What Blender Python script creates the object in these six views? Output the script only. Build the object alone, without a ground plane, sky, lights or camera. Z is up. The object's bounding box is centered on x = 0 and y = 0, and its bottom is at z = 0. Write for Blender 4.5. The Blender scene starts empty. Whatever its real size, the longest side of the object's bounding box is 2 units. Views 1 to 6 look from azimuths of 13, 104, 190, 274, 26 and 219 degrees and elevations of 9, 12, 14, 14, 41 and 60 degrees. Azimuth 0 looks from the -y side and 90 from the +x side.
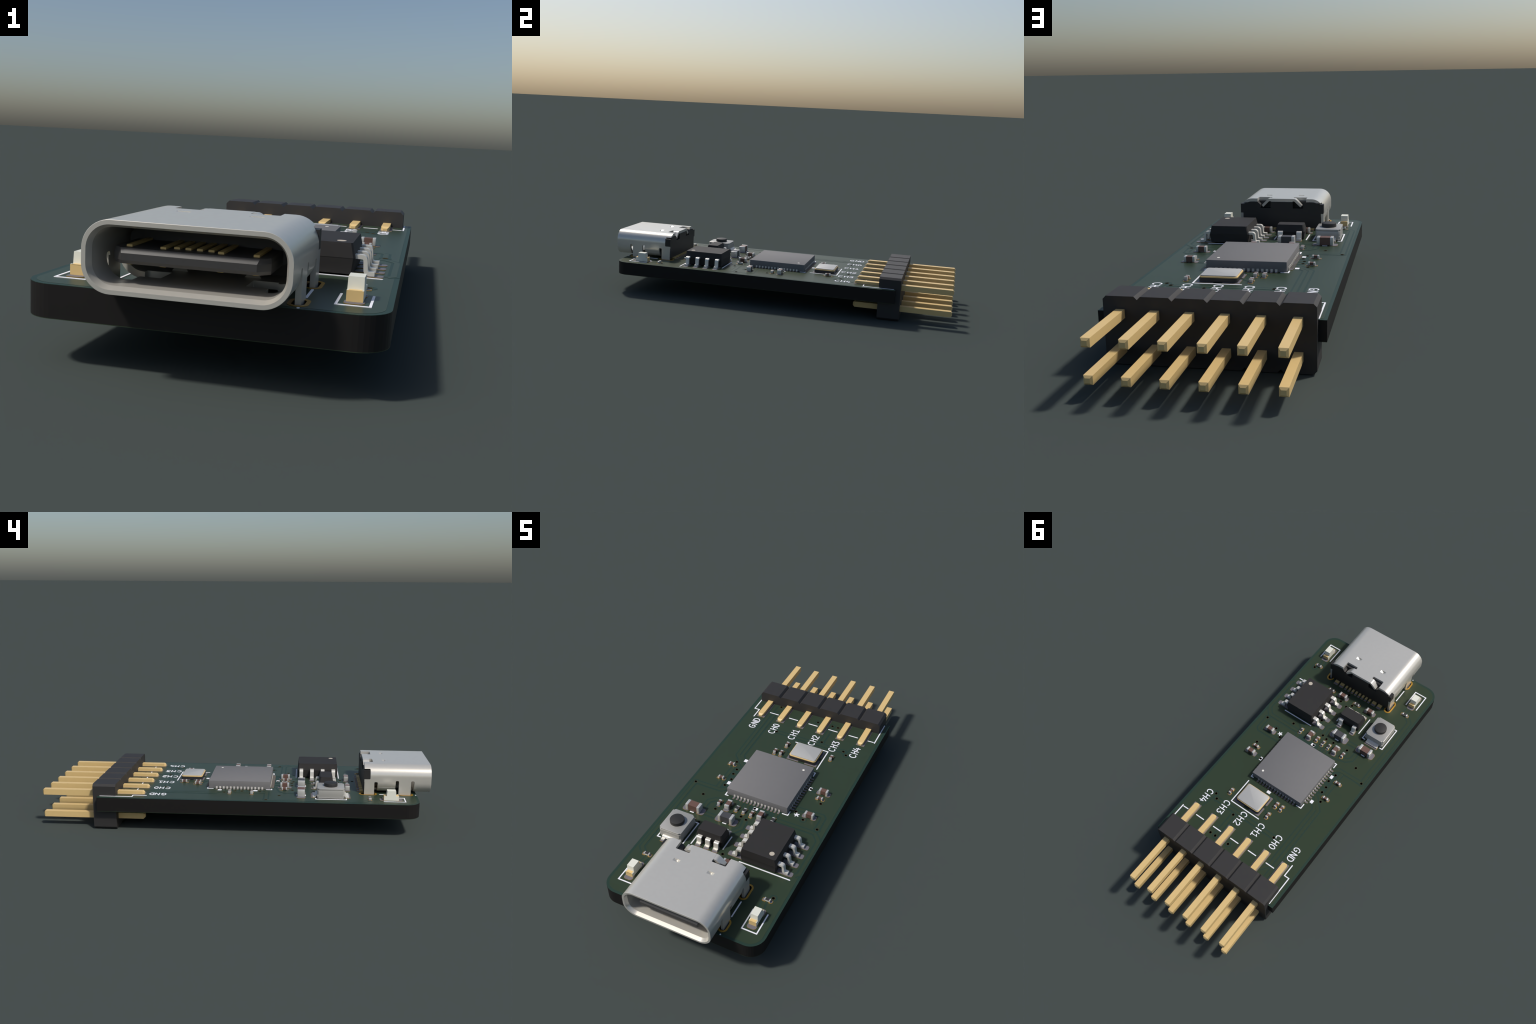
import bpy, bmesh, math
from mathutils import Vector

# ------------------------------------------------------------------ frame
S = 0.0464            # metres in the scene per millimetre of the real thing
ZB, ZT = 2.18, 3.78   # board underside / board top (mm above the ground)

scene = bpy.context.scene
coll = scene.collection


# -------------------------------------------------------------- materials
def srgb(r, g, b):
    f = lambda c: (c / 12.92) if c <= 0.04045 else ((c + 0.055) / 1.055) ** 2.4
    return (f(r / 255), f(g / 255), f(b / 255), 1.0)


def material(name, rgb, rough=0.5, metal=0.0, spec=0.5, grain=0.012, scale=60.0, tint=None):
    """Principled material whose base colour carries a faint procedural grain."""
    m = bpy.data.materials.new(name)
    m.use_nodes = True
    nt = m.node_tree
    p = nt.nodes["Principled BSDF"]
    c = srgb(*rgb)
    tex = nt.nodes.new("ShaderNodeTexCoord")
    noi = nt.nodes.new("ShaderNodeTexNoise")
    noi.inputs["Scale"].default_value = scale
    noi.inputs["Detail"].default_value = 3.0
    ramp = nt.nodes.new("ShaderNodeValToRGB")
    lo = [v * (1 - grain) for v in c[:3]] + [1]
    hi = [min(1, v * (1 + grain)) for v in c[:3]] + [1]
    ramp.color_ramp.elements[0].position = 0.3
    ramp.color_ramp.elements[0].color = lo
    ramp.color_ramp.elements[1].position = 0.7
    ramp.color_ramp.elements[1].color = hi
    nt.links.new(tex.outputs["Object"], noi.inputs["Vector"])
    nt.links.new(noi.outputs["Fac"], ramp.inputs["Fac"])
    nt.links.new(ramp.outputs["Color"], p.inputs["Base Color"])
    p.inputs["Roughness"].default_value = rough
    p.inputs["Metallic"].default_value = metal
    p.inputs["Specular IOR Level"].default_value = spec
    if tint:
        p.inputs["Specular Tint"].default_value = srgb(*tint)
    return m


M = dict(
    laminate=material("laminate", (30, 28, 27), 0.5, spec=0.22),
    mask=material("solder_mask", (38, 60, 53), 0.45, spec=0.3, tint=(255, 240, 205)),  # warm tint takes the blue out of the reflected sky
    pour=material("copper_under_mask", (48, 63, 50), 0.38, spec=0.38, tint=(255, 228, 168)),  # specular tinted gold to colour the sun's glare on the board
    silk=material("silkscreen_ink", (238, 238, 243), 0.75, spec=0.2, grain=0.01),
    gold_pad=material("gilded_pad", (208, 160, 52), 0.35, 0.75),
    via_rim=material("via_rim", (78, 70, 44), 0.5),
    slot_rim=material("slot_plating", (176, 134, 48), 0.45, 0.4),
    paste=material("solder_paste", (110, 107, 113), 0.5),
    gold=material("gold_pin", (219, 188, 128), 0.45, 0.0, spec=0.4),
    contact=material("contact_gold", (205, 176, 112), 0.4, 0.1),
    steel=material("shell_steel", (216, 212, 202), 0.26, 0.46),
    tin=material("tinned_lead", (220, 217, 208), 0.33, 0.25),
    cap_end=material("tin_terminal", (208, 207, 202), 0.3, 0.4),
    plastic=material("header_plastic", (46, 44, 43), 0.62),
    housing=material("connector_plastic", (39, 38, 37), 0.5),
    tongue=material("tongue_plastic", (58, 57, 56), 0.5),  # housing colour lightened to paint in the sun on the tongue's front
    chip=material("chip_epoxy", (42, 40, 39), 0.7, spec=0.4),
    mcu=material("grey_epoxy", (114, 113, 113), 0.8, spec=0.4),
    mark=material("pin_one_mark", (186, 176, 160), 0.7),
    mark_white=material("pin_one_dot", (232, 228, 218), 0.7),
    brown=material("ceramic_brown", (104, 77, 67), 0.5),
    grey_body=material("ferrite_grey", (68, 68, 70), 0.5),
    res_black=material("resistor_black", (50, 48, 48), 0.5),
    res_white=material("resistor_ceramic", (214, 212, 200), 0.5),
    led=material("led_epoxy", (226, 226, 212), 0.45),
    lid=material("crystal_lid", (184, 183, 179), 0.45, 0.15),
    ceramic=material("crystal_ceramic", (44, 43, 45), 0.5),
    plate=material("button_plate", (172, 170, 164), 0.36, 0.22),
    knob=material("button_knob", (42, 41, 40), 0.6),
)

# ---------------------------------------------------------------- objects
root = bpy.data.objects.new("circuit_board_module", None)
root.empty_display_size = 0.2
coll.objects.link(root)
root["label"] = "small green circuit board with metal socket and gold pin header"
root["category"] = "circuit board"


def mesh_from(bm, name, mats, smooth=False):
    bmesh.ops.recalc_face_normals(bm, faces=bm.faces)
    for v in bm.verts:
        v.co *= S
    me = bpy.data.meshes.new(name)
    bm.to_mesh(me)
    bm.free()
    for m in mats:
        me.materials.append(M[m])
    if smooth:
        me.shade_smooth()
        me.set_sharp_from_angle(angle=math.radians(38))
    return me


def place(name, me, parent=None, at=(0, 0, 0), rot=0.0):
    """Put a mesh at a board position (mm) under its parent."""
    o = bpy.data.objects.new(name, me)
    coll.objects.link(o)
    o.location = Vector(at) * S
    o.rotation_euler = (0, 0, rot)
    o.parent = parent or root
    return o


# --------------------------------------------------------------- geometry
def box(bm, x0, x1, y0, y1, z0, z1, mi=0):
    return prism(bm, [(x0, y0), (x1, y0), (x1, y1), (x0, y1)], z0, z1, mi)


def prism(bm, poly, z0, z1, mi=0, top=None, axis="z"):
    """Extrude a 2-D outline from z0 to z1 (top = other outline for a taper)."""
    def co(p, h):
        return {"z": (p[0], p[1], h), "y": (p[0], h, p[1]), "x": (h, p[0], p[1])}[axis]
    top = top or poly
    a = [bm.verts.new(co(p, z0)) for p in poly]
    b = [bm.verts.new(co(p, z1)) for p in top]
    n = len(poly)
    fs = [bm.faces.new(a[::-1]), bm.faces.new(b)]
    for i in range(n):
        fs.append(bm.faces.new((a[i], a[(i + 1) % n], b[(i + 1) % n], b[i])))
    for f in fs:
        f.material_index = mi
    return fs


def rrect(w, h, r, seg=6, cx=0.0, cy=0.0, corners=(1, 1, 1, 1)):
    """Rounded rectangle outline; corners = (+x+y, -x+y, -x-y, +x-y) rounded or not."""
    out = []
    for k, (sx, sy) in enumerate(((1, 1), (-1, 1), (-1, -1), (1, -1))):
        rr = r if corners[k] else 0.0
        ox, oy = cx + sx * (w / 2 - rr), cy + sy * (h / 2 - rr)
        if rr <= 0:
            out.append((ox, oy))
            continue
        for i in range(seg + 1):
            a = math.pi / 2 * (k + i / seg)
            out.append((ox + rr * math.cos(a), oy + rr * math.sin(a)))
    return out


def disc(r, n=24, cx=0.0, cy=0.0):
    return [(cx + r * math.cos(2 * math.pi * i / n), cy + r * math.sin(2 * math.pi * i / n)) for i in range(n)]


def ring(bm, outer, inner, z0, z1, mi=0):
    n = len(outer)
    vs = [[bm.verts.new((p[0], p[1], z)) for p in loop] for loop, z in
          ((outer, z0), (outer, z1), (inner, z1), (inner, z0))]
    for i in range(n):
        j = (i + 1) % n
        for a, b in ((0, 1), (1, 2), (2, 3), (3, 0)):
            f = bm.faces.new((vs[a][i], vs[a][j], vs[b][j], vs[b][i]))
            f.material_index = mi


def stroke(bm, pts, w, z0, z1, closed=False, cap=True, mi=0):
    """Flat ribbon of width w along a polyline, mitred joints, round ends."""
    P = [Vector(p) for p in pts]
    n = len(P)
    h = w / 2
    left, right = [], []
    for i in range(n):
        d1 = (P[i] - P[i - 1]).normalized() if (i > 0 or closed) else None
        d2 = (P[(i + 1) % n] - P[i]).normalized() if (i < n - 1 or closed) else None
        d1, d2 = d1 or d2, d2 or d1
        n1, n2 = Vector((-d1.y, d1.x)), Vector((-d2.y, d2.x))
        m = n1 + n2
        m = m / max(0.5, m.dot(n1)) if m.length > 1e-6 else n1
        left.append(P[i] + m * h)
        right.append(P[i] - m * h)
    if closed:
        ring(bm, left, right, z0, z1, mi)
        return
    out = list(left)
    def arc(c, d):
        a0 = math.atan2(d.x, -d.y)      # angle of the left normal
        return [c + Vector((math.cos(a0 - math.pi * k / 6), math.sin(a0 - math.pi * k / 6))) * h for k in range(1, 6)]
    if cap:
        out += arc(P[-1], (P[-1] - P[-2]).normalized())
    out += right[::-1]
    if cap:
        d = (P[0] - P[1]).normalized()
        out += arc(P[0], d)
    # build as quads plus end fans so that concave ribbons stay clean
    nl = len(left)
    tv = [bm.verts.new((p.x, p.y, z1)) for p in out]
    bv = [bm.verts.new((p.x, p.y, z0)) for p in out]
    ncap = 5 if cap else 0
    L = list(range(nl))
    R = [nl + ncap + (nl - 1 - i) for i in range(nl)]
    fs = []
    for i in range(nl - 1):
        q = (L[i], R[i], R[i + 1], L[i + 1])
        fs.append(bm.faces.new([tv[k] for k in q]))
        fs.append(bm.faces.new([bv[k] for k in q[::-1]]))
    if cap:
        e = [L[-1]] + list(range(nl, nl + ncap)) + [R[-1]]
        s = [R[0]] + list(range(2 * nl + ncap, 2 * nl + 2 * ncap)) + [L[0]]
        for q in (e, s):
            fs.append(bm.faces.new([tv[k] for k in q]))
            fs.append(bm.faces.new([bv[k] for k in q[::-1]]))
    m = len(out)
    for i in range(m):
        j = (i + 1) % m
        fs.append(bm.faces.new((tv[i], tv[j], bv[j], bv[i])))
    for f in fs:
        f.material_index = mi


def bent_strip(bm, path, thick, a0, a1, axis="y", mi=0):
    """Sheet-metal strip: path in a plane, constant thickness, extruded a0..a1."""
    P = [Vector(p) for p in path]
    up, dn = [], []
    for i in range(len(P)):
        d1 = (P[i] - P[i - 1]).normalized() if i > 0 else (P[1] - P[0]).normalized()
        d2 = (P[i + 1] - P[i]).normalized() if i < len(P) - 1 else d1
        n1, n2 = Vector((-d1.y, d1.x)), Vector((-d2.y, d2.x))
        m = n1 + n2
        m = m / max(0.6, m.dot(n1))
        up.append(P[i] + m * thick / 2)
        dn.append(P[i] - m * thick / 2)
    def co(p, h):
        return {"y": (p.x, h, p.y), "x": (h, p.x, p.y)}[axis]
    rows = [[bm.verts.new(co(p, h)) for p in side] for side, h in ((up, a0), (up, a1), (dn, a1), (dn, a0))]
    n = len(P)
    for i in range(n - 1):
        for a, b in ((0, 1), (1, 2), (2, 3), (3, 0)):
            f = bm.faces.new((rows[a][i], rows[a][i + 1], rows[b][i + 1], rows[b][i]))
            f.material_index = mi
    bm.faces.new([rows[k][0] for k in range(4)]).material_index = mi
    bm.faces.new([rows[k][-1] for k in (3, 2, 1, 0)]).material_index = mi


def rounded_path(pts, r, seg=5):
    """Polyline with its inner corners replaced by arcs of radius r."""
    P = [Vector(p) for p in pts]
    out = [P[0]]
    for i in range(1, len(P) - 1):
        a, b = (P[i - 1] - P[i]).normalized(), (P[i + 1] - P[i]).normalized()
        ang = a.angle(b)
        t = min(r / math.tan(ang / 2), (P[i - 1] - P[i]).length * 0.49, (P[i + 1] - P[i]).length * 0.49)
        s, e = P[i] + a * t, P[i] + b * t
        for k in range(seg + 1):
            u = k / seg
            out.append(s * (1 - u) ** 2 + P[i] * 2 * u * (1 - u) + e * u * u)
    out.append(P[-1])
    return out


def edge_round(me, width, angle=40, seg=2):
    """Bevel the sharp edges of a finished mesh (width in mm)."""
    bm = bmesh.new()
    bm.from_mesh(me)
    es = [e for e in bm.edges if len(e.link_faces) == 2 and e.calc_face_angle(0) > math.radians(angle)]
    bmesh.ops.bevel(bm, geom=es, offset=width * S, segments=seg, affect="EDGES", profile=0.5, clamp_overlap=True)
    bm.to_mesh(me)
    bm.free()
    me.shade_smooth()
    me.set_sharp_from_angle(angle=math.radians(30))
    return me


def cut(obj, cutter_bm):
    """Subtract a (closed) cutter from an object's mesh."""
    bmesh.ops.recalc_face_normals(cutter_bm, faces=cutter_bm.faces)
    for v in cutter_bm.verts:
        v.co *= S
    cm = bpy.data.meshes.new("cutter")
    cutter_bm.to_mesh(cm)
    cutter_bm.free()
    co = bpy.data.objects.new("cutter", cm)
    coll.objects.link(co)
    co.location = (0, 0, 0)
    md = obj.modifiers.new("cut", "BOOLEAN")
    md.operation, md.solver, md.object = "DIFFERENCE", "EXACT", co
    md.use_self = True
    bpy.context.view_layer.update()
    dg = bpy.context.evaluated_depsgraph_get()
    me = bpy.data.meshes.new_from_object(obj.evaluated_get(dg))
    obj.modifiers.clear()
    old = obj.data
    obj.data = me
    me.name = old.name
    bpy.data.meshes.remove(old)
    bpy.data.objects.remove(co)
    bpy.data.meshes.remove(cm)
    return me


# ================================================================== board
BX = 8.27
YF, YR = -20.03, 15.0

VIAS = [(5.54, 7.70), (5.06, 8.20), (2.89, 12.0), (2.19, 12.0), (2.19, 8.70), (-3.35, 8.24), (0.36, 11.95),
        (-4.86, 12.81), (-3.56, -6.25), (-5.81, -4.84), (-4.41, -2.59), (-4.20, -1.46), (-4.43, -0.59),
        (-4.42, 0.22), (-5.01, 1.36), (-7.51, -3.45), (7.15, -4.41), (3.99, -5.58), (5.30, -3.75), (4.18, -2.98),
        (6.04, -0.80), (0.13, -4.47), (0.05, -6.30), (-0.62, -6.11), (-1.62, -6.17), (-4.15, -8.69),
        (0.82, -13.21), (1.14, -11.80), (-0.39, -12.04), (0.13, -11.49), (0.60, -9.80), (1.42, -8.01),
        (6.95, -14.25), (4.21, 0.84)]
SLOTS = [(sx * 4.33, y, 0.60, l) for sx in (-1, 1) for y, l in ((-14.68, 1.66), (-18.88, 1.22))]


def hole_cutter():
    bm = bmesh.new()
    for x, y in VIAS:
        prism(bm, disc(0.155, 14, x, y), ZB - 1, ZT + 1)
    for x, y, w, l in SLOTS:
        prism(bm, rrect(w, l, w / 2 - 0.001, 6, x, y), ZB - 1, ZT + 1)
    return bm


def board_outline(inset=0.0):
    return rrect(2 * BX - 2 * inset, YR - YF - 2 * inset, 1.5 - inset, 10, 0, (YF + YR) / 2, (0, 0, 1, 1))


bm = bmesh.new()
prism(bm, board_outline(), ZB + 0.03, ZT - 0.03)
board = place("board", mesh_from(bm, "board", ["laminate"]))
cut(board, hole_cutter())

for nm, z0, z1, ins, mt in (("solder_mask", ZT - 0.03, ZT - 0.008, 0.0, "mask"),
                            ("copper_pour", ZT - 0.008, ZT, 0.27, "pour"),
                            ("solder_mask", ZB, ZB + 0.03, 0.0, "pour")):
    bm = bmesh.new()
    prism(bm, board_outline(ins), z0, z1)
    o = place(nm, mesh_from(bm, nm, [mt]), board)
    cut(o, hole_cutter())

# --- traces: a clearance gap in the pour with the covered track inside it
TRACES = [
    [(2.75, -4.99), (6.85, -5.0), (7.2, -5.07), (7.77, -5.7), (7.93, -6.0), (7.93, -10.6), (7.6, -10.98)],
    [(7.15, -4.22), (7.12, -2.66), (6.89, -2.43), (3.8, -2.50)],
    [(-3.8, -2.95), (-4.0, -3.05), (-4.42, -3.40), (-7.33, -3.45)],
    [(-7.54, -3.65), (-7.54, -14.0), (-6.85, -14.72)],
    [(-4.92, 0.3), (-4.92, -3.2)],
    [(-3.8, 1.75), (-4.35, 1.80), (-4.99, 2.58), (-4.99, 11.2), (-4.4, 12.0), (-3.9, 12.0)],
    [(-3.8, 1.1), (-4.2, 1.15), (-5.46, 2.55), (-5.52, 11.3), (-5.52, 12.9)],
    [(-2.6, -4.58), (-3.75, -4.85), (-4.2, -4.98), (-4.74, -5.49), (-4.76, -6.8)],
    [(-2.9, -7.27), (-4.5, -7.28)],
    [(-3.15, 8.22), (4.86, 8.20)],
    [(2.19, 8.9), (2.19, 11.8)],
    [(5.7, 7.95), (6.1, 9.9)],
    [(3.2, -6.2), (2.62, -5.6)],
    [(1.45, -8.4), (1.5, -7.4), (1.25, -6.0)],
    [(-0.28, 5.5), (-0.64, 5.9), (-1.1, 6.2)],
    [(-0.2, 3.9), (-0.7, 4.25), (-1.1, 4.5)],
    [(0.2, 3.9), (0.55, 4.5)],
    [(-3.85, 0.2), (-4.25, 0.22)],
    [(-3.85, -0.6), (-4.25, -0.59)],
    [(-3.85, -1.45), (-4.03, -1.46)],
    [(4.38, 0.84), (5.2, 0.78)],
    [(6.36, -15.0), (6.5, -16.0)],
    [(-6.25, -15.0), (-6.45, -16.0)],
    [(-0.75, -8.9), (0.2, -7.6), (0.05, -6.5)],
    [(-3.6, -5.4), (-3.56, -6.05)],
    [(-1.5, -4.2), (-1.5, -5.0)],
    [(-0.65, -4.2), (-0.65, -5.0)],
    [(2.55, -4.2), (2.55, -4.9)],
]
bm = bmesh.new()
bt = bmesh.new()
for i, t in enumerate(TRACES):
    d = 0.00025 * i
    stroke(bm, t, 0.66, ZT - 0.004, ZT + 0.003 + d, cap=False)
    stroke(bt, t, 0.33, ZT - 0.004, ZT + 0.013 + d, cap=False)
# copper-free strip beside the pads of the controller
prism(bm, [(-3.62, -2.9), (-3.95, -2.9), (-4.5, -3.15), (-4.82, -3.15), (-4.84, -1.3), (-4.78, 0.4),
           (-4.1, 0.75), (-3.62, 0.75)], ZT - 0.004, ZT + 0.0012)
prism(bm, [(-2.9, -3.6), (-2.9, -4.25), (-1.2, -4.25), (-0.3, -4.8), (2.9, -4.8), (2.9, -3.6)], ZT - 0.004, ZT + 0.0014)
o = place("trace_clearance", mesh_from(bm, "trace_clearance", ["mask"]), board)
o["kind"] = "stuff"
cut(o, hole_cutter())
o = place("trace", mesh_from(bt, "trace", ["pour"]), board)
o["kind"] = "stuff"
cut(o, hole_cutter())

# --- vias: thin rim of bare copper round each hole, some with a clearance ring
CLEAR_VIAS = {0, 1, 3, 4, 5, 6, 15, 16, 18, 32}
bm = bmesh.new()
ring(bm, disc(0.40, 20), disc(0.24, 20), -0.004, 0.010)
via_gap = mesh_from(bm, "via_clearance", ["mask"])
bm = bmesh.new()
ring(bm, disc(0.18, 16), disc(0.15, 16), -0.004, 0.022)
via_me = mesh_from(bm, "via", ["via_rim"])
for i, (x, y) in enumerate(VIAS):
    place("via", via_me, board, (x, y, ZT))
    if i in CLEAR_VIAS:
        place("via_clearance", via_gap, board, (x, y, ZT))

# --- plated slots for the shell legs
slot_mesh = {}
for x, y, w, l in SLOTS:
    if l not in slot_mesh:
        bm = bmesh.new()
        ring(bm, rrect(w + 0.34, l + 0.34, w / 2 + 0.16, 6), rrect(w - 0.01, l - 0.01, w / 2 - 0.006, 6), -0.01, 0.02)
        slot_mesh[l] = mesh_from(bm, "plated_slot", ["slot_rim"])
    place("plated_slot", slot_mesh[l], board, (x, y, ZT))

# --- solder pads (gilded land with solder paste on it)
pad_cache = {}


def pad(x, y, w, h, r=0.25, inset=0.035, parent=None, gz=0.018, pz=0.03, paste_shift=(0, 0)):
    key = (w, h, r, inset, paste_shift)
    if key not in pad_cache:
        bm = bmesh.new()
        rr = max(0.004, r * min(w, h))
        prism(bm, rrect(w, h, rr, 4), -0.004, gz, 0)
        prism(bm, rrect(w - 2 * inset, h - 2 * inset, min(rr + inset, min(w, h) / 2 - inset - 0.001), 5,
                        *paste_shift), gz - 0.006, pz, 1)
        pad_cache[key] = mesh_from(bm, "solder_pad", ["gold_pad", "paste"])
    return place("solder_pad", pad_cache[key], parent or board, (x, y, ZT))


# --- silkscreen
SILK = [
    [(7.71, 11.14), (7.71, 14.75)], [(7.54, 11.24), (6.92, 11.22)],
    [(-7.09, 9.75), (-7.09, 11.21), (-7.68, 11.21), (-7.68, 14.76)],
    [(3.51, 4.08), (3.49, 7.40), (-0.52, 7.41)],
    [(-3.33, -3.90), (-3.64, -3.90), (-3.64, -3.30)], [(-3.64, 2.78), (-3.64, 3.40), (-3.02, 3.40)],
    [(3.02, -3.86), (3.62, -3.86), (3.62, -3.28)], [(3.35, 3.42), (3.62, 3.42), (3.62, 2.85)],
    [(4.46, -17.77), (4.46, -15.92)], [(-4.47, -17.77), (-4.47, -15.96)],
    [(5.84, -16.18), (5.84, -18.49), (7.32, -18.49), (7.32, -16.18)],
    [(-5.75, -16.20), (-5.75, -18.50), (-7.24, -18.50), (-7.24, -16.20)],
    [(-6.55, -12.17), (-6.91, -12.17), (-6.91, -8.86), (-6.56, -8.86)],
    [(-4.42, -8.86), (-4.07, -8.86), (-4.09, -12.10), (-4.42, -12.10)],
    [(-3.35, -9.13), (-3.36, -11.6)], [(-0.13, -9.08), (-0.14, -10.90)],
    [(-5.72, -7.72), (-5.35, -7.72)], [(-1.91, -7.72), (-1.55, -7.72)],
    [(-5.29, -6.78), (-5.69, -6.78)], [(-1.48, -6.77), (-1.90, -6.77)],
    [(2.05, -11.65), (7.40, -11.65)], [(2.06, -6.58), (6.02, -6.58)],
    [(4.46, -19.93), (4.47, -19.90)], [(-4.46, -19.93), (-4.47, -19.90)],
]
SILK += [[(x + 0.53, 11.22), (x - 0.53, 11.22)] for x in (5.09, 2.55, 0.01, -2.53, -5.06)]
bm = bmesh.new()
for k, line in enumerate(SILK):
    stroke(bm, line, 0.12, ZT - 0.003, ZT + 0.024 + 0.0002 * k)
o = place("silkscreen_line", mesh_from(bm, "silkscreen_line", ["silk"]), board)

bm = bmesh.new()
box(bm, -4.35, -4.0, -2.33, -1.87, ZT - 0.003, ZT + 0.03)
box(bm, -4.36, -3.99, 1.73, 2.17, ZT - 0.003, ZT + 0.03)
box(bm, 0.39, 0.87, 3.75, 4.10, ZT - 0.003, ZT + 0.03)
box(bm, -0.03, 0.47, -4.64, -4.29, ZT - 0.003, ZT + 0.03)
box(bm, 4.01, 4.33, 0.58, 1.08, ZT - 0.003, ZT + 0.03)
o = place("silkscreen_block", mesh_from(bm, "silkscreen_block", ["silk"]), board)
cut(o, hole_cutter())

bm = bmesh.new()                                   # five-armed star by pin one
for k in range(5):
    a = math.radians(90 + 72 * k + 90)
    c = Vector((4.42, -3.38))
    stroke(bm, [c, c + Vector((math.cos(a), math.sin(a))) * 0.25], 0.12, ZT - 0.003, ZT + 0.024 + 0.0006 * k)
place("star_mark", mesh_from(bm, "star_mark", ["silk"]), board)


def arc(cx, cy, rx, ry, a0, a1, n=12):
    return [(cx + rx * math.cos(math.radians(a0 + (a1 - a0) * i / n)),
             cy + ry * math.sin(math.radians(a0 + (a1 - a0) * i / n))) for i in range(n + 1)]


# letter strokes in a cell 0.44 wide and 0.74 tall (x to the right, y up)
W, H = 0.44, 0.74
GLYPH = {
    "C": [arc(0.26, H / 2, 0.26, H / 2, 48, 312, 16)],
    "G": [arc(0.26, H / 2, 0.26, H / 2, 55, 305, 16) + [(0.45, 0.12), (0.45, 0.37), (0.29, 0.37)]],
    "H": [[(0, 0), (0, H)], [(W - 0.03, 0), (W - 0.03, H)], [(0.05, 0.41), (W - 0.08, 0.41)]],
    "N": [[(0, 0), (0, H)], [(W - 0.02, 0), (W - 0.02, H)], [(0.01, H - 0.01), (W - 0.03, 0.01)]],
    "D": [[(0, 0), (0, H), (0.14, H)] + arc(0.14, H / 2, 0.29, H / 2, 80, -80, 12) + [(0.14, 0)]],
    "0": [arc(0.21, H / 2, 0.20, H / 2, 0, 345, 23)],
    "1": [[(0.04, 0.56), (0.15, 0.62), (0.24, H), (0.24, 0.06)], [(0.02, 0.0), (0.44, 0.0)]],
    "2": [arc(0.21, H - 0.20, 0.20, 0.20, 160, -25, 10) + [(0.01, 0.0), (0.42, 0.0)]],
    "3": [[(0.0, H), (0.41, H), (0.18, 0.45)] + arc(0.20, 0.22, 0.22, 0.22, 75, -145, 12)],
    "4": [[(0.14, H), (0.0, 0.24), (0.45, 0.24)], [(0.33, 0.48), (0.33, 0.0)]],
}
LABELS = [("GND", -6.08), ("CH0", -3.54), ("CH1", -1.0), ("CH2", 1.53), ("CH3", 4.07), ("CH4", 6.61)]
for word, xb in LABELS:
    # text runs towards +y, letter tops towards -x
    bm = bmesh.new()
    z = 0
    for i, ch in enumerate(word):
        y0 = (7.69, 8.43, 9.05)[i]
        for st in GLYPH[ch]:
            pts = [(xb + 0.03 - v, y0 + u) for u, v in st]
            stroke(bm, pts, 0.105, ZT - 0.003, ZT + 0.024 + 0.0008 * z, closed=(ch in "0D"))
            z += 1
    place("lettering", mesh_from(bm, "lettering_" + word.lower(), ["silk"]), board)

# ============================================================ pin header
HX = -0.04                  # header centre line
PITCH = 2.54
prof = []
c = 0.24
for i in range(6):
    x0 = -3 * PITCH + i * PITCH
    prof += [(x0, 5.08 - c), (x0 + c, 5.08), (x0 + PITCH - c, 5.08)]
prof.append((3 * PITCH, 5.08 - c))
for i in range(6):
    x0 = 3 * PITCH - i * PITCH
    prof += [(x0, c), (x0 - c, 0.0), (x0 - PITCH + c, 0.0)]
prof.append((-3 * PITCH, c))
bm = bmesh.new()
prism(bm, prof, -1.27, 1.27, axis="y")
header = place("pin_header", mesh_from(bm, "pin_header", ["plastic"]), None, (HX, 14.30, 0))


def pin_mesh():
    bm = bmesh.new()
    h, t = 0.32, 0.17
    secs = [(-4.26, t), (-4.06, h), (7.11, h), (7.25, t)]
    loops = [[bm.verts.new((sx * r, y, sz * r)) for sx, sz in ((-1, -1), (1, -1), (1, 1), (-1, 1))] for y, r in secs]
    for a, b in zip(loops, loops[1:]):
        for i in range(4):
            bm.faces.new((a[i], a[(i + 1) % 4], b[(i + 1) % 4], b[i]))
    bm.faces.new(loops[0][::-1])
    bm.faces.new(loops[-1])
    return mesh_from(bm, "header_pin", ["gold"])


pm = pin_mesh()
for i in range(6):
    x = (i - 2.5) * PITCH
    for z in (1.27, 3.81):
        place("header_pin", pm, header, (x, 0, z))
    pad(0.01 + x, 11.6, 0.98, 3.25, 0.01, 0.008)

# =================================================== grey controller chip
MY = -0.23
bm = bmesh.new()
prism(bm, rrect(7.0, 7.0, 0.02, 1), 0.02, 0.90)
chip = place("controller_chip", edge_round(mesh_from(bm, "controller_chip", ["mcu"]), 0.03), None, (0, MY, ZT))
bm = bmesh.new()
prism(bm, disc(0.13, 20), -0.02, 0.012)
place("pin_one_dot", mesh_from(bm, "pin_one_dot", ["mark_white"]), chip, (2.63, 2.61, 0.90))
bm = bmesh.new()
box(bm, -0.10, 0.10, -0.2, 0.045, 0.0, 0.22)
lead_me = mesh_from(bm, "chip_lead", ["tin"])
for side in range(4):
    a = side * math.pi / 2
    ca, sa = math.cos(a), math.sin(a)
    for i in range(14):
        u = -2.6 + 0.4 * i
        lx, ly = u * ca - 3.5 * sa, u * sa + 3.5 * ca
        place("chip_lead", lead_me, chip, (lx, ly, 0.035), a)
        px, py = u * ca - 3.62 * sa, u * sa + 3.62 * ca
        w, h = (0.22, 0.54) if side % 2 == 0 else (0.54, 0.22)
        pad(px, py + MY, w, h, 0.1, 0.012)

# ==================================================== eight-lead memory
FX, FY = 3.99, -9.10


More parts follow.
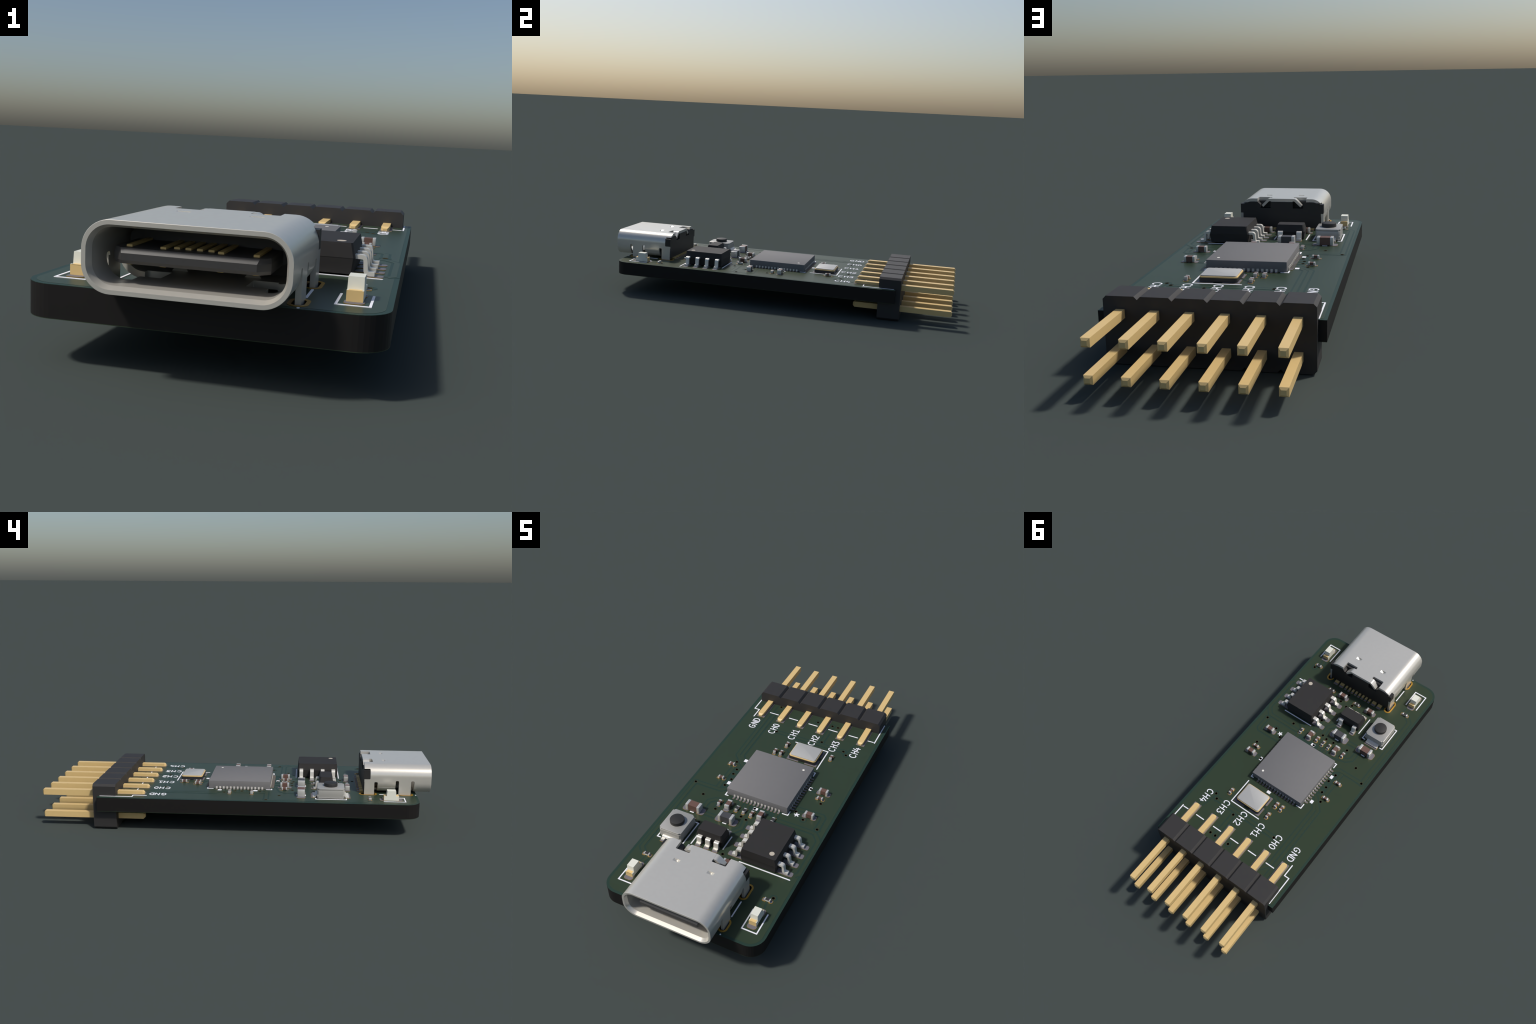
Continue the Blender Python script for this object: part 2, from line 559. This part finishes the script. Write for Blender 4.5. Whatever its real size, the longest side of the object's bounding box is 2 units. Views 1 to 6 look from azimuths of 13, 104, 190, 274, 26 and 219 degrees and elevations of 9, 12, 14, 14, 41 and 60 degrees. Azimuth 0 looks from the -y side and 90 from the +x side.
def moulded_body(name, wx, wy, z0, z1, zm, tx, ty, mat):
    """Epoxy body: widest at the parting line zm, drafted up and down, line groove."""
    bm = bmesh.new()
    secs = [(z0, wx - 2 * tx * (zm - z0) / (z1 - z0), wy - 2 * ty * (zm - z0) / (z1 - z0)), (zm - 0.012, wx, wy),
            (zm - 0.012, wx + 0.016, wy + 0.016), (zm + 0.012, wx + 0.016, wy + 0.016), (zm + 0.012, wx, wy),
            (z1, wx - 2 * tx, wy - 2 * ty)]
    loops = []
    for z, a, b in secs:
        loops.append([bm.verts.new((p[0], p[1], z)) for p in rrect(a, b, 0.1, 1)])
    for p, q in zip(loops, loops[1:]):
        n = len(p)
        for i in range(n):
            bm.faces.new((p[i], p[(i + 1) % n], q[(i + 1) % n], q[i]))
    bm.faces.new(loops[0][::-1])
    bm.faces.new(loops[-1])
    return mesh_from(bm, name, [mat])


def gull_lead(name, reach, height, thick, width, shoulder, foot, mat, r=0.14):
    """Gull-wing lead: starts in the body at y=0 going +y, shoulder, drop, foot."""
    bm = bmesh.new()
    t = thick / 2
    path = rounded_path([(-0.2, height - t), (shoulder - 0.02, height - t), (shoulder + 0.04, t + 0.02),
                         (reach, t + 0.02)], r, 6)
    bent_strip(bm, path, thick, -width / 2, width / 2, axis="x")
    return mesh_from(bm, name, [mat], smooth=True)


memory = place("memory_chip", moulded_body("memory_chip", 3.90, 4.76, 0.10, 1.73, 0.95, 0.17, 0.09, "chip"),
               None, (FX, FY - 0.04, ZT))
bm = bmesh.new()
prism(bm, disc(0.25, 28), -0.02, 0.008)
place("pin_one_mark", mesh_from(bm, "pin_one_mark", ["mark"]), memory, (1.13, -1.62, 1.73))
gm = gull_lead("chip_lead", 1.05, 1.10, 0.22, 0.42, 0.55, 0.5, "tin", 0.22)
for i in range(4):
    y = -1.905 + 1.27 * i
    for sx in (-1, 1):
        place("chip_lead", gm, memory, (sx * 1.93, y + 0.04, 0.02), -sx * math.pi / 2)
        pad(FX + sx * 2.47, FY + y, 1.95, 0.60, 0.25, 0.008)

# ======================================================= small regulator
RX, RY = -1.70, -10.05
reg = place("regulator_chip", moulded_body("regulator_chip", 2.90, 1.62, 0.10, 1.48, 0.78, 0.15, 0.15, "chip"),
            None, (RX, RY, ZT))
gr = gull_lead("chip_lead", 0.62, 0.86, 0.16, 0.50, 0.30, 0.3, "tin", 0.13)
for x, sy in ((-0.95, -1), (0, -1), (0.95, -1), (-0.95, 1), (0.95, 1)):
    place("chip_lead", gr, reg, (x, sy * 0.80, 0.02), 0.0 if sy > 0 else math.pi)
    pad(RX + x, RY + 0.03 + sy * 1.22, 0.62, 0.86, 0.2, 0.012)

# =============================================================== crystal
CX, CY = 1.49, 5.75
bm = bmesh.new()
prism(bm, rrect(3.20, 2.50, 0.18, 4), 0.04, 0.36)
xtal = place("crystal", mesh_from(bm, "crystal", ["ceramic"], True), None, (CX, CY, ZT))
bm = bmesh.new()
prism(bm, rrect(3.18, 2.48, 0.28, 6), 0.36, 0.49)
place("gold_rim", edge_round(mesh_from(bm, "gold_rim", ["gold"]), 0.04), xtal)
bm = bmesh.new()
prism(bm, rrect(3.02, 2.32, 0.22, 6), 0.48, 0.58)
place("lid", edge_round(mesh_from(bm, "lid", ["lid"]), 0.03), xtal)
for sx in (-1, 1):
    for sy in (-1, 1):
        pad(CX + sx * 1.08, CY + sy * 0.82, 1.42, 1.22, 0.02, 0.008)

# ================================================= chip capacitors etc.
# size: length, width, height, terminal length, pad centre, pad length, pad width
SIZES = {
    "large": (1.60, 0.80, 0.80, 0.30, 0.80, 0.86, 0.98),
    "medium": (1.00, 0.52, 0.54, 0.22, 0.49, 0.58, 0.66),
    "small": (0.62, 0.31, 0.30, 0.155, 0.33, 0.40, 0.42),
    "flat": (0.62, 0.31, 0.235, 0.13, 0.33, 0.40, 0.42),
}
part_mesh = {}


def chip_part(kind, size, x, y, vertical):
    l, w, h, t, pc, pl, pw = SIZES[size]
    body = {"capacitor": "brown", "inductor": "grey_body", "resistor": "res_black"}[kind]
    key = (kind, size)
    if key not in part_mesh:
        bm = bmesh.new()
        g = 0.02
        if kind == "resistor":
            box(bm, -l / 2 + t, l / 2 - t, -w / 2 + 0.005, w / 2 - 0.005, 0.03, h - 0.03, 1)
            box(bm, -l / 2 + t, l / 2 - t, -w / 2 + 0.01, w / 2 - 0.01, h - 0.03, h - 0.004, 0)
            me = mesh_from(bm, kind, [body, "res_white"])
        else:
            box(bm, -l / 2 + t, l / 2 - t, -w / 2 + g, w / 2 - g, 0.05, h - g)
            me = mesh_from(bm, kind, [body])
        bm = bmesh.new()
        box(bm, 0, t, -w / 2, w / 2, 0.02, h)
        part_mesh[key] = (me, edge_round(mesh_from(bm, "terminal", ["cap_end"]), 0.035 if size != "small" else 0.02))
    me, te = part_mesh[key]
    a = math.pi / 2 if vertical else 0.0
    o = place(kind, me, None, (x, y, ZT + 0.02), a)
    place("terminal", te, o, (l / 2 - t, 0, 0))
    place("terminal", te, o, (-l / 2 + t, 0, 0), math.pi)
    for s in (-1, 1):
        dx, dy = (0, s * pc) if vertical else (s * pc, 0)
        w2, h2 = (pw, pl) if vertical else (pl, pw)
        pad(x + dx, y + dy, w2, h2, 0.30, 0.035 if size in ("small", "flat") else 0.012)


for kind, size, x, y, v in (
    ("capacitor", "large", -5.50, -7.26, False), ("inductor", "large", -1.71, -7.25, False),
    ("capacitor", "medium", -2.48, -5.35, True), ("capacitor", "medium", 1.24, -5.33, True),
    ("capacitor", "small", -3.54, -5.34, True), ("capacitor", "small", 0.25, -5.39, True),
    ("resistor", "flat", -1.50, -5.30, True), ("resistor", "flat", -0.65, -5.30, True),
    ("resistor", "flat", 2.58, -5.25, True),
    ("capacitor", "medium", 5.72, 0.75, False), ("capacitor", "small", 5.70, -0.23, False),
    ("capacitor", "medium", 5.73, -3.11, False),
    ("capacitor", "small", -5.26, 0.72, False), ("capacitor", "small", -5.28, -1.77, False),
    ("capacitor", "small", -1.15, 6.46, True), ("capacitor", "small", -1.90, 4.80, True),
    ("capacitor", "small", -1.15, 4.80, True), ("capacitor", "small", 4.26, 6.45, True),
    ("resistor", "flat", -6.48, -14.73, False), ("resistor", "flat", 6.58, -14.73, False),
    ("capacitor", "medium", 1.26, -12.48, False), ("capacitor", "medium", -2.78, -12.45, False),
    ("resistor", "flat", -0.78, -12.52, False), ("resistor", "flat", 3.02, -12.50, False),
):
    chip_part(kind, size, x, y, v)

# ================================================================= lamps
for lx in (-6.48, 6.58):
    ly = -17.0
    if lx < 0:
        bm = bmesh.new()
        box(bm, -0.375, 0.375, -0.785, 0.785, 0.02, 0.50)
        prism(bm, rrect(0.75, 1.02, 0.01, 1), 0.50, 1.09, 0, rrect(0.72, 0.92, 0.01, 1))
        for sy in (-1, 1):
            y0, y1 = sorted((sy * 0.785, sy * 0.66))
            for sx in (-1, 1):
                x0, x1 = sorted((sx * 0.375, sx * 0.30))
                box(bm, x0, x1, y0 + 0.002, y1 - 0.002, 0.499, 0.535)
        led_me = mesh_from(bm, "indicator_lamp", ["led"])
        bm = bmesh.new()
        box(bm, -0.372, 0.372, 0.787, 0.81, 0.02, 0.53)
        box(bm, -0.298, 0.298, 0.44, 0.81, 0.505, 0.53)
        term_me = mesh_from(bm, "lamp_terminal", ["gold"])
    lamp = place("indicator_lamp", led_me, None, (lx, ly, ZT))
    place("lamp_terminal", term_me, lamp)
    place("lamp_terminal", term_me, lamp, (0, 0, 0), math.pi)
    for s in (-1, 1):
        pad(lx, ly + s * 0.80, 0.92, 0.84, 0.28, 0.012)

# ========================================================== push button
PX, PY = -5.53, -10.49
bm = bmesh.new()
octo = rrect(2.46, 2.98, 0.16, 1)
prism(bm, octo, 0.05, 0.98)
button = place("push_button", edge_round(mesh_from(bm, "push_button", ["plate"]), 0.03), None, (PX, PY, ZT))
bm = bmesh.new()
prism(bm, rrect(2.50, 2.70, 0.10, 2), 0.98, 1.17)
prism(bm, rrect(2.16, 2.98, 0.10, 2), 0.981, 1.168)
place("cover_plate", edge_round(mesh_from(bm, "cover_plate", ["plate"]), 0.05), button)
bm = bmesh.new()
prism(bm, disc(0.74, 40), 1.10, 1.56)
place("knob", edge_round(mesh_from(bm, "knob", ["knob"]), 0.06), button, (0.03, 0.0, 0))
bm = bmesh.new()
bent_strip(bm, rounded_path([(1.40, 0.30), (1.62, 0.28), (1.66, 0.10), (1.98, 0.10)], 0.1, 4), 0.14, -0.80, 0.80, axis="x")
foot_me = mesh_from(bm, "solder_foot", ["tin"], True)
for a in (0.0, math.pi):
    place("solder_foot", foot_me, button, (0, 0, 0), a)
for s in (-1, 1):
    pad(PX + 0.02, PY + s * 1.80, 1.72, 0.72, 0.02, 0.02)
bm = bmesh.new()                                   # rivet bosses in the lower corners
for sx in (-1, 1):
    for sy in (-1, 1):
        box(bm, sx * 1.06 - 0.16, sx * 1.06 + 0.16, sy * 1.32 - 0.16, sy * 1.32 + 0.16, 0.22, 0.46)
place("corner_tab", edge_round(mesh_from(bm, "corner_tab", ["plate"]), 0.03), button)

# ============================================================ metal socket
UH0, UH1, UR = 0.14, 3.27, 1.27          # shell bottom / top above the board, corner radius
UW = 8.96
YS, YE = -21.55, -14.22
uc = (UH0 + UH1) / 2


def oval(off, seg=12):
    return rrect(UW - 2 * off, UH1 - UH0 - 2 * off, UR - off, seg, 0, uc)


bm = bmesh.new()
secs = [(YE, 0.0), (YS + 0.015, 0.0), (YS, 0.015), (YS, 0.20), (YS + 0.35, 0.33), (YE, 0.33)]
loops = [[bm.verts.new((p[0], y, p[1])) for p in oval(off)] for y, off in secs]
loops.append(loops[0])
for p, q in zip(loops, loops[1:]):
    n = len(p)
    for i in range(n):
        bm.faces.new((p[i], p[(i + 1) % n], q[(i + 1) % n], q[i]))
shell = place("socket_shell", mesh_from(bm, "socket_shell", ["steel"]), None, (0, 0, ZT))

bm = bmesh.new()
for sx in (-1, 1):
    xa, xb = sorted((sx * 2.95, sx * 5.0))
    # slots left and right of each leg, the rolled edge removed above the leg
    for y0, y1, zt in ((-19.71, -19.35, 1.60), (-18.03, -17.67, 1.60), (-15.70, -15.33, 1.42)):
        poly = rrect(y1 - y0, zt + 1.0, 0.12, 4, (y0 + y1) / 2, (zt - 1.0) / 2)
        prism(bm, poly, xa, xb, axis="x")
    for y0, y1 in ((-19.36, -18.02), (-15.34, -14.0)):
        prism(bm, rrect(y1 - y0, 2.40, 0.001, 1, (y0 + y1) / 2, UH0 + UR - 1.2), xa, xb, axis="x")
    # opening in the floor where the leg was bent out
    prism(bm, rrect(1.2, 1.48, 0.02, 1, sx * 2.55, -18.08), -0.2, 0.60, axis="z")
    # window for the housing lug
    prism(bm, rrect(1.40, 1.12, 0.10, 4, -14.18, 2.28), *sorted((sx * 3.6, sx * 5.0)), axis="x")
    # notch beside the sprung tab on the top
    prism(bm, rrect(1.46, 1.60, 0.10, 4, sx * 1.90, -14.46), 2.6, 4.0, axis="z")
cut(shell, (lambda b: [setattr(v, "co", v.co + Vector((0, 0, ZT))) for v in b.verts] and b)(bm))
# dimples punched in the top
bm = bmesh.new()
for sx in (-1, 1):
    cx0, cy0 = sx * 1.77, -16.5
    a, d, h = 0.34, 0.17, 0.16
    top = [(cx0 - a, cy0 - d), (cx0 + a, cy0 - d), (cx0 + a, cy0 + d), (cx0 - a, cy0 + d)]
    bot = [(cx0 - 0.03, cy0 - d + 0.01), (cx0 + 0.03, cy0 - d + 0.01), (cx0 + 0.03, cy0 + d - 0.01), (cx0 - 0.03, cy0 + d - 0.01)]
    ext = [(cx0 + (p[0] - cx0) * 1.3, p[1]) for p in top]
    prism(bm, bot, ZT + UH1 - h, ZT + UH1 + h * 0.3, 0, ext)
cut(shell, bm)
shell.data.shade_smooth()
shell.data.set_sharp_from_angle(angle=math.radians(15))

# dimples of the floor, seen inside the mouth
bm = bmesh.new()
for sx in (-1, 1):
    b0 = [(sx * 1.77 + i, -16.55 + j) for i, j in ((-0.5, -0.24), (0.5, -0.24), (0.5, 0.24), (-0.5, 0.24))]
    b1 = [(sx * 1.77 + i, -16.55 + j) for i, j in ((-0.2, -0.05), (0.2, -0.05), (0.2, 0.05), (-0.2, 0.05))]
    prism(bm, b0, UH0 + 0.2, UH0 + 0.56, 0, b1)
place("floor_dimple", mesh_from(bm, "floor_dimple", ["steel"]), shell)

# legs going down into the plated slots
for y0, y1 in ((-19.35, -18.03), (-15.33, -14.24)):
    bm = bmesh.new()
    prism(bm, [(y0, -0.9), (y1, -0.9), (y1, UH0 + UR), (y0, UH0 + UR)], -0.13, 0.13, axis="x")
    lm = mesh_from(bm, "shell_leg", ["steel"])
    for sx in (-1, 1):
        place("shell_leg", lm, shell, (sx * 4.35, 0, 0))

# wings of the sprung tab, bent down on either side
wing = rounded_path([(1.10, UH1 - 0.14), (1.42, UH1 - 0.14), (2.10, UH1 - 0.80)], 0.25, 6)
bm = bmesh.new()
bent_strip(bm, wing, 0.26, -14.92, YE - 0.005, axis="y")
wm = mesh_from(bm, "tab_wing", ["steel"], True)
bm = bmesh.new()
bent_strip(bm, [(-p[0], p[1]) for p in wing], 0.26, -14.92, YE - 0.005, axis="y")
wm2 = mesh_from(bm, "tab_wing", ["steel"], True)
place("tab_wing", wm, shell)
place("tab_wing", wm2, shell)

# plastic housing behind
half = [(4.20, 0.18), (4.20, 1.72), (4.47, 1.72), (4.47, 2.70), (4.12, 2.70), (3.85, 2.80), (3.45, 2.93),
        (3.0, 2.95), (2.6, 2.90), (2.30, 2.62), (2.30, 2.25), (1.20, 2.25), (1.20, 2.94)]
poly = half + [(-x, z) for x, z in half[::-1]]
bm = bmesh.new()
prism(bm, poly, -14.86, -14.17, axis="y")
inner = oval(0.34, 8)
prism(bm, inner, -15.7, -14.861, axis="y")
place("socket_housing", mesh_from(bm, "socket_housing", ["housing"]), shell)

# tongue inside the mouth
bm = bmesh.new()
y_a, y_b = -21.10, -15.6
plan = [(-2.90, y_a), (2.90, y_a), (3.40, -20.62), (3.40, y_b), (-3.40, y_b), (-3.40, -20.62)]
plan_in = [(-2.98, y_a + 0.16), (2.98, y_a + 0.16), (3.36, -20.53), (3.36, y_b), (-3.36, y_b), (-3.36, -20.53)]
secs = [(1.40, plan_in), (1.56, plan), (1.86, plan), (2.07, plan_in)]
loops = [[bm.verts.new((p[0], p[1], z)) for p in pl] for z, pl in secs]
for p, q in zip(loops, loops[1:]):
    for i in range(6):
        bm.faces.new((p[i], p[(i + 1) % 6], q[(i + 1) % 6], q[i]))
bm.faces.new(loops[0][::-1])
bm.faces.new(loops[-1])
prism(bm, rrect(7.4, 1.10, 0.35, 5, 0, 1.97), -18.15, -15.6, axis="y")
place("socket_tongue", mesh_from(bm, "socket_tongue", ["tongue"]), shell)
bm = bmesh.new()
box(bm, -0.125, 0.125, 0, 2.5, 0, 0.10)
cm = mesh_from(bm, "contact", ["contact"])
for x, y in ((-2.75, -20.55), (-1.25, -20.55), (1.25, -20.55), (2.75, -20.55),
             (-0.75, -20.25), (-0.25, -20.25), (0.25, -20.25), (0.75, -20.25)):
    place("contact", cm, shell, (x, y, 2.06))
    place("contact", cm, shell, (-x, y, 1.31))

# solder tails at the back of the socket
for x, w, n in [(s * 3.22, 0.60, 2) for s in (-1, 1)] + [(s * 2.42, 0.60, 2) for s in (-1, 1)] + \
               [(0.5 * k + 0.25, 0.30, 1) for k in range(-4, 4)]:
    pad(x, -14.12, w, 1.14, 0.05, 0.02)
    key = ("tail", n)
    if key not in part_mesh:
        bm = bmesh.new()
        tw = 0.25
        for k in range(n):
            cx0 = (k - (n - 1) / 2) * 0.26
            box(bm, cx0 - 0.123, cx0 + 0.123, 0, 0.9, 0.03, 0.17)
        part_mesh[key] = mesh_from(bm, "solder_tail", ["contact"])
    place("solder_tail", part_mesh[key], shell, (x, -14.72, 0))
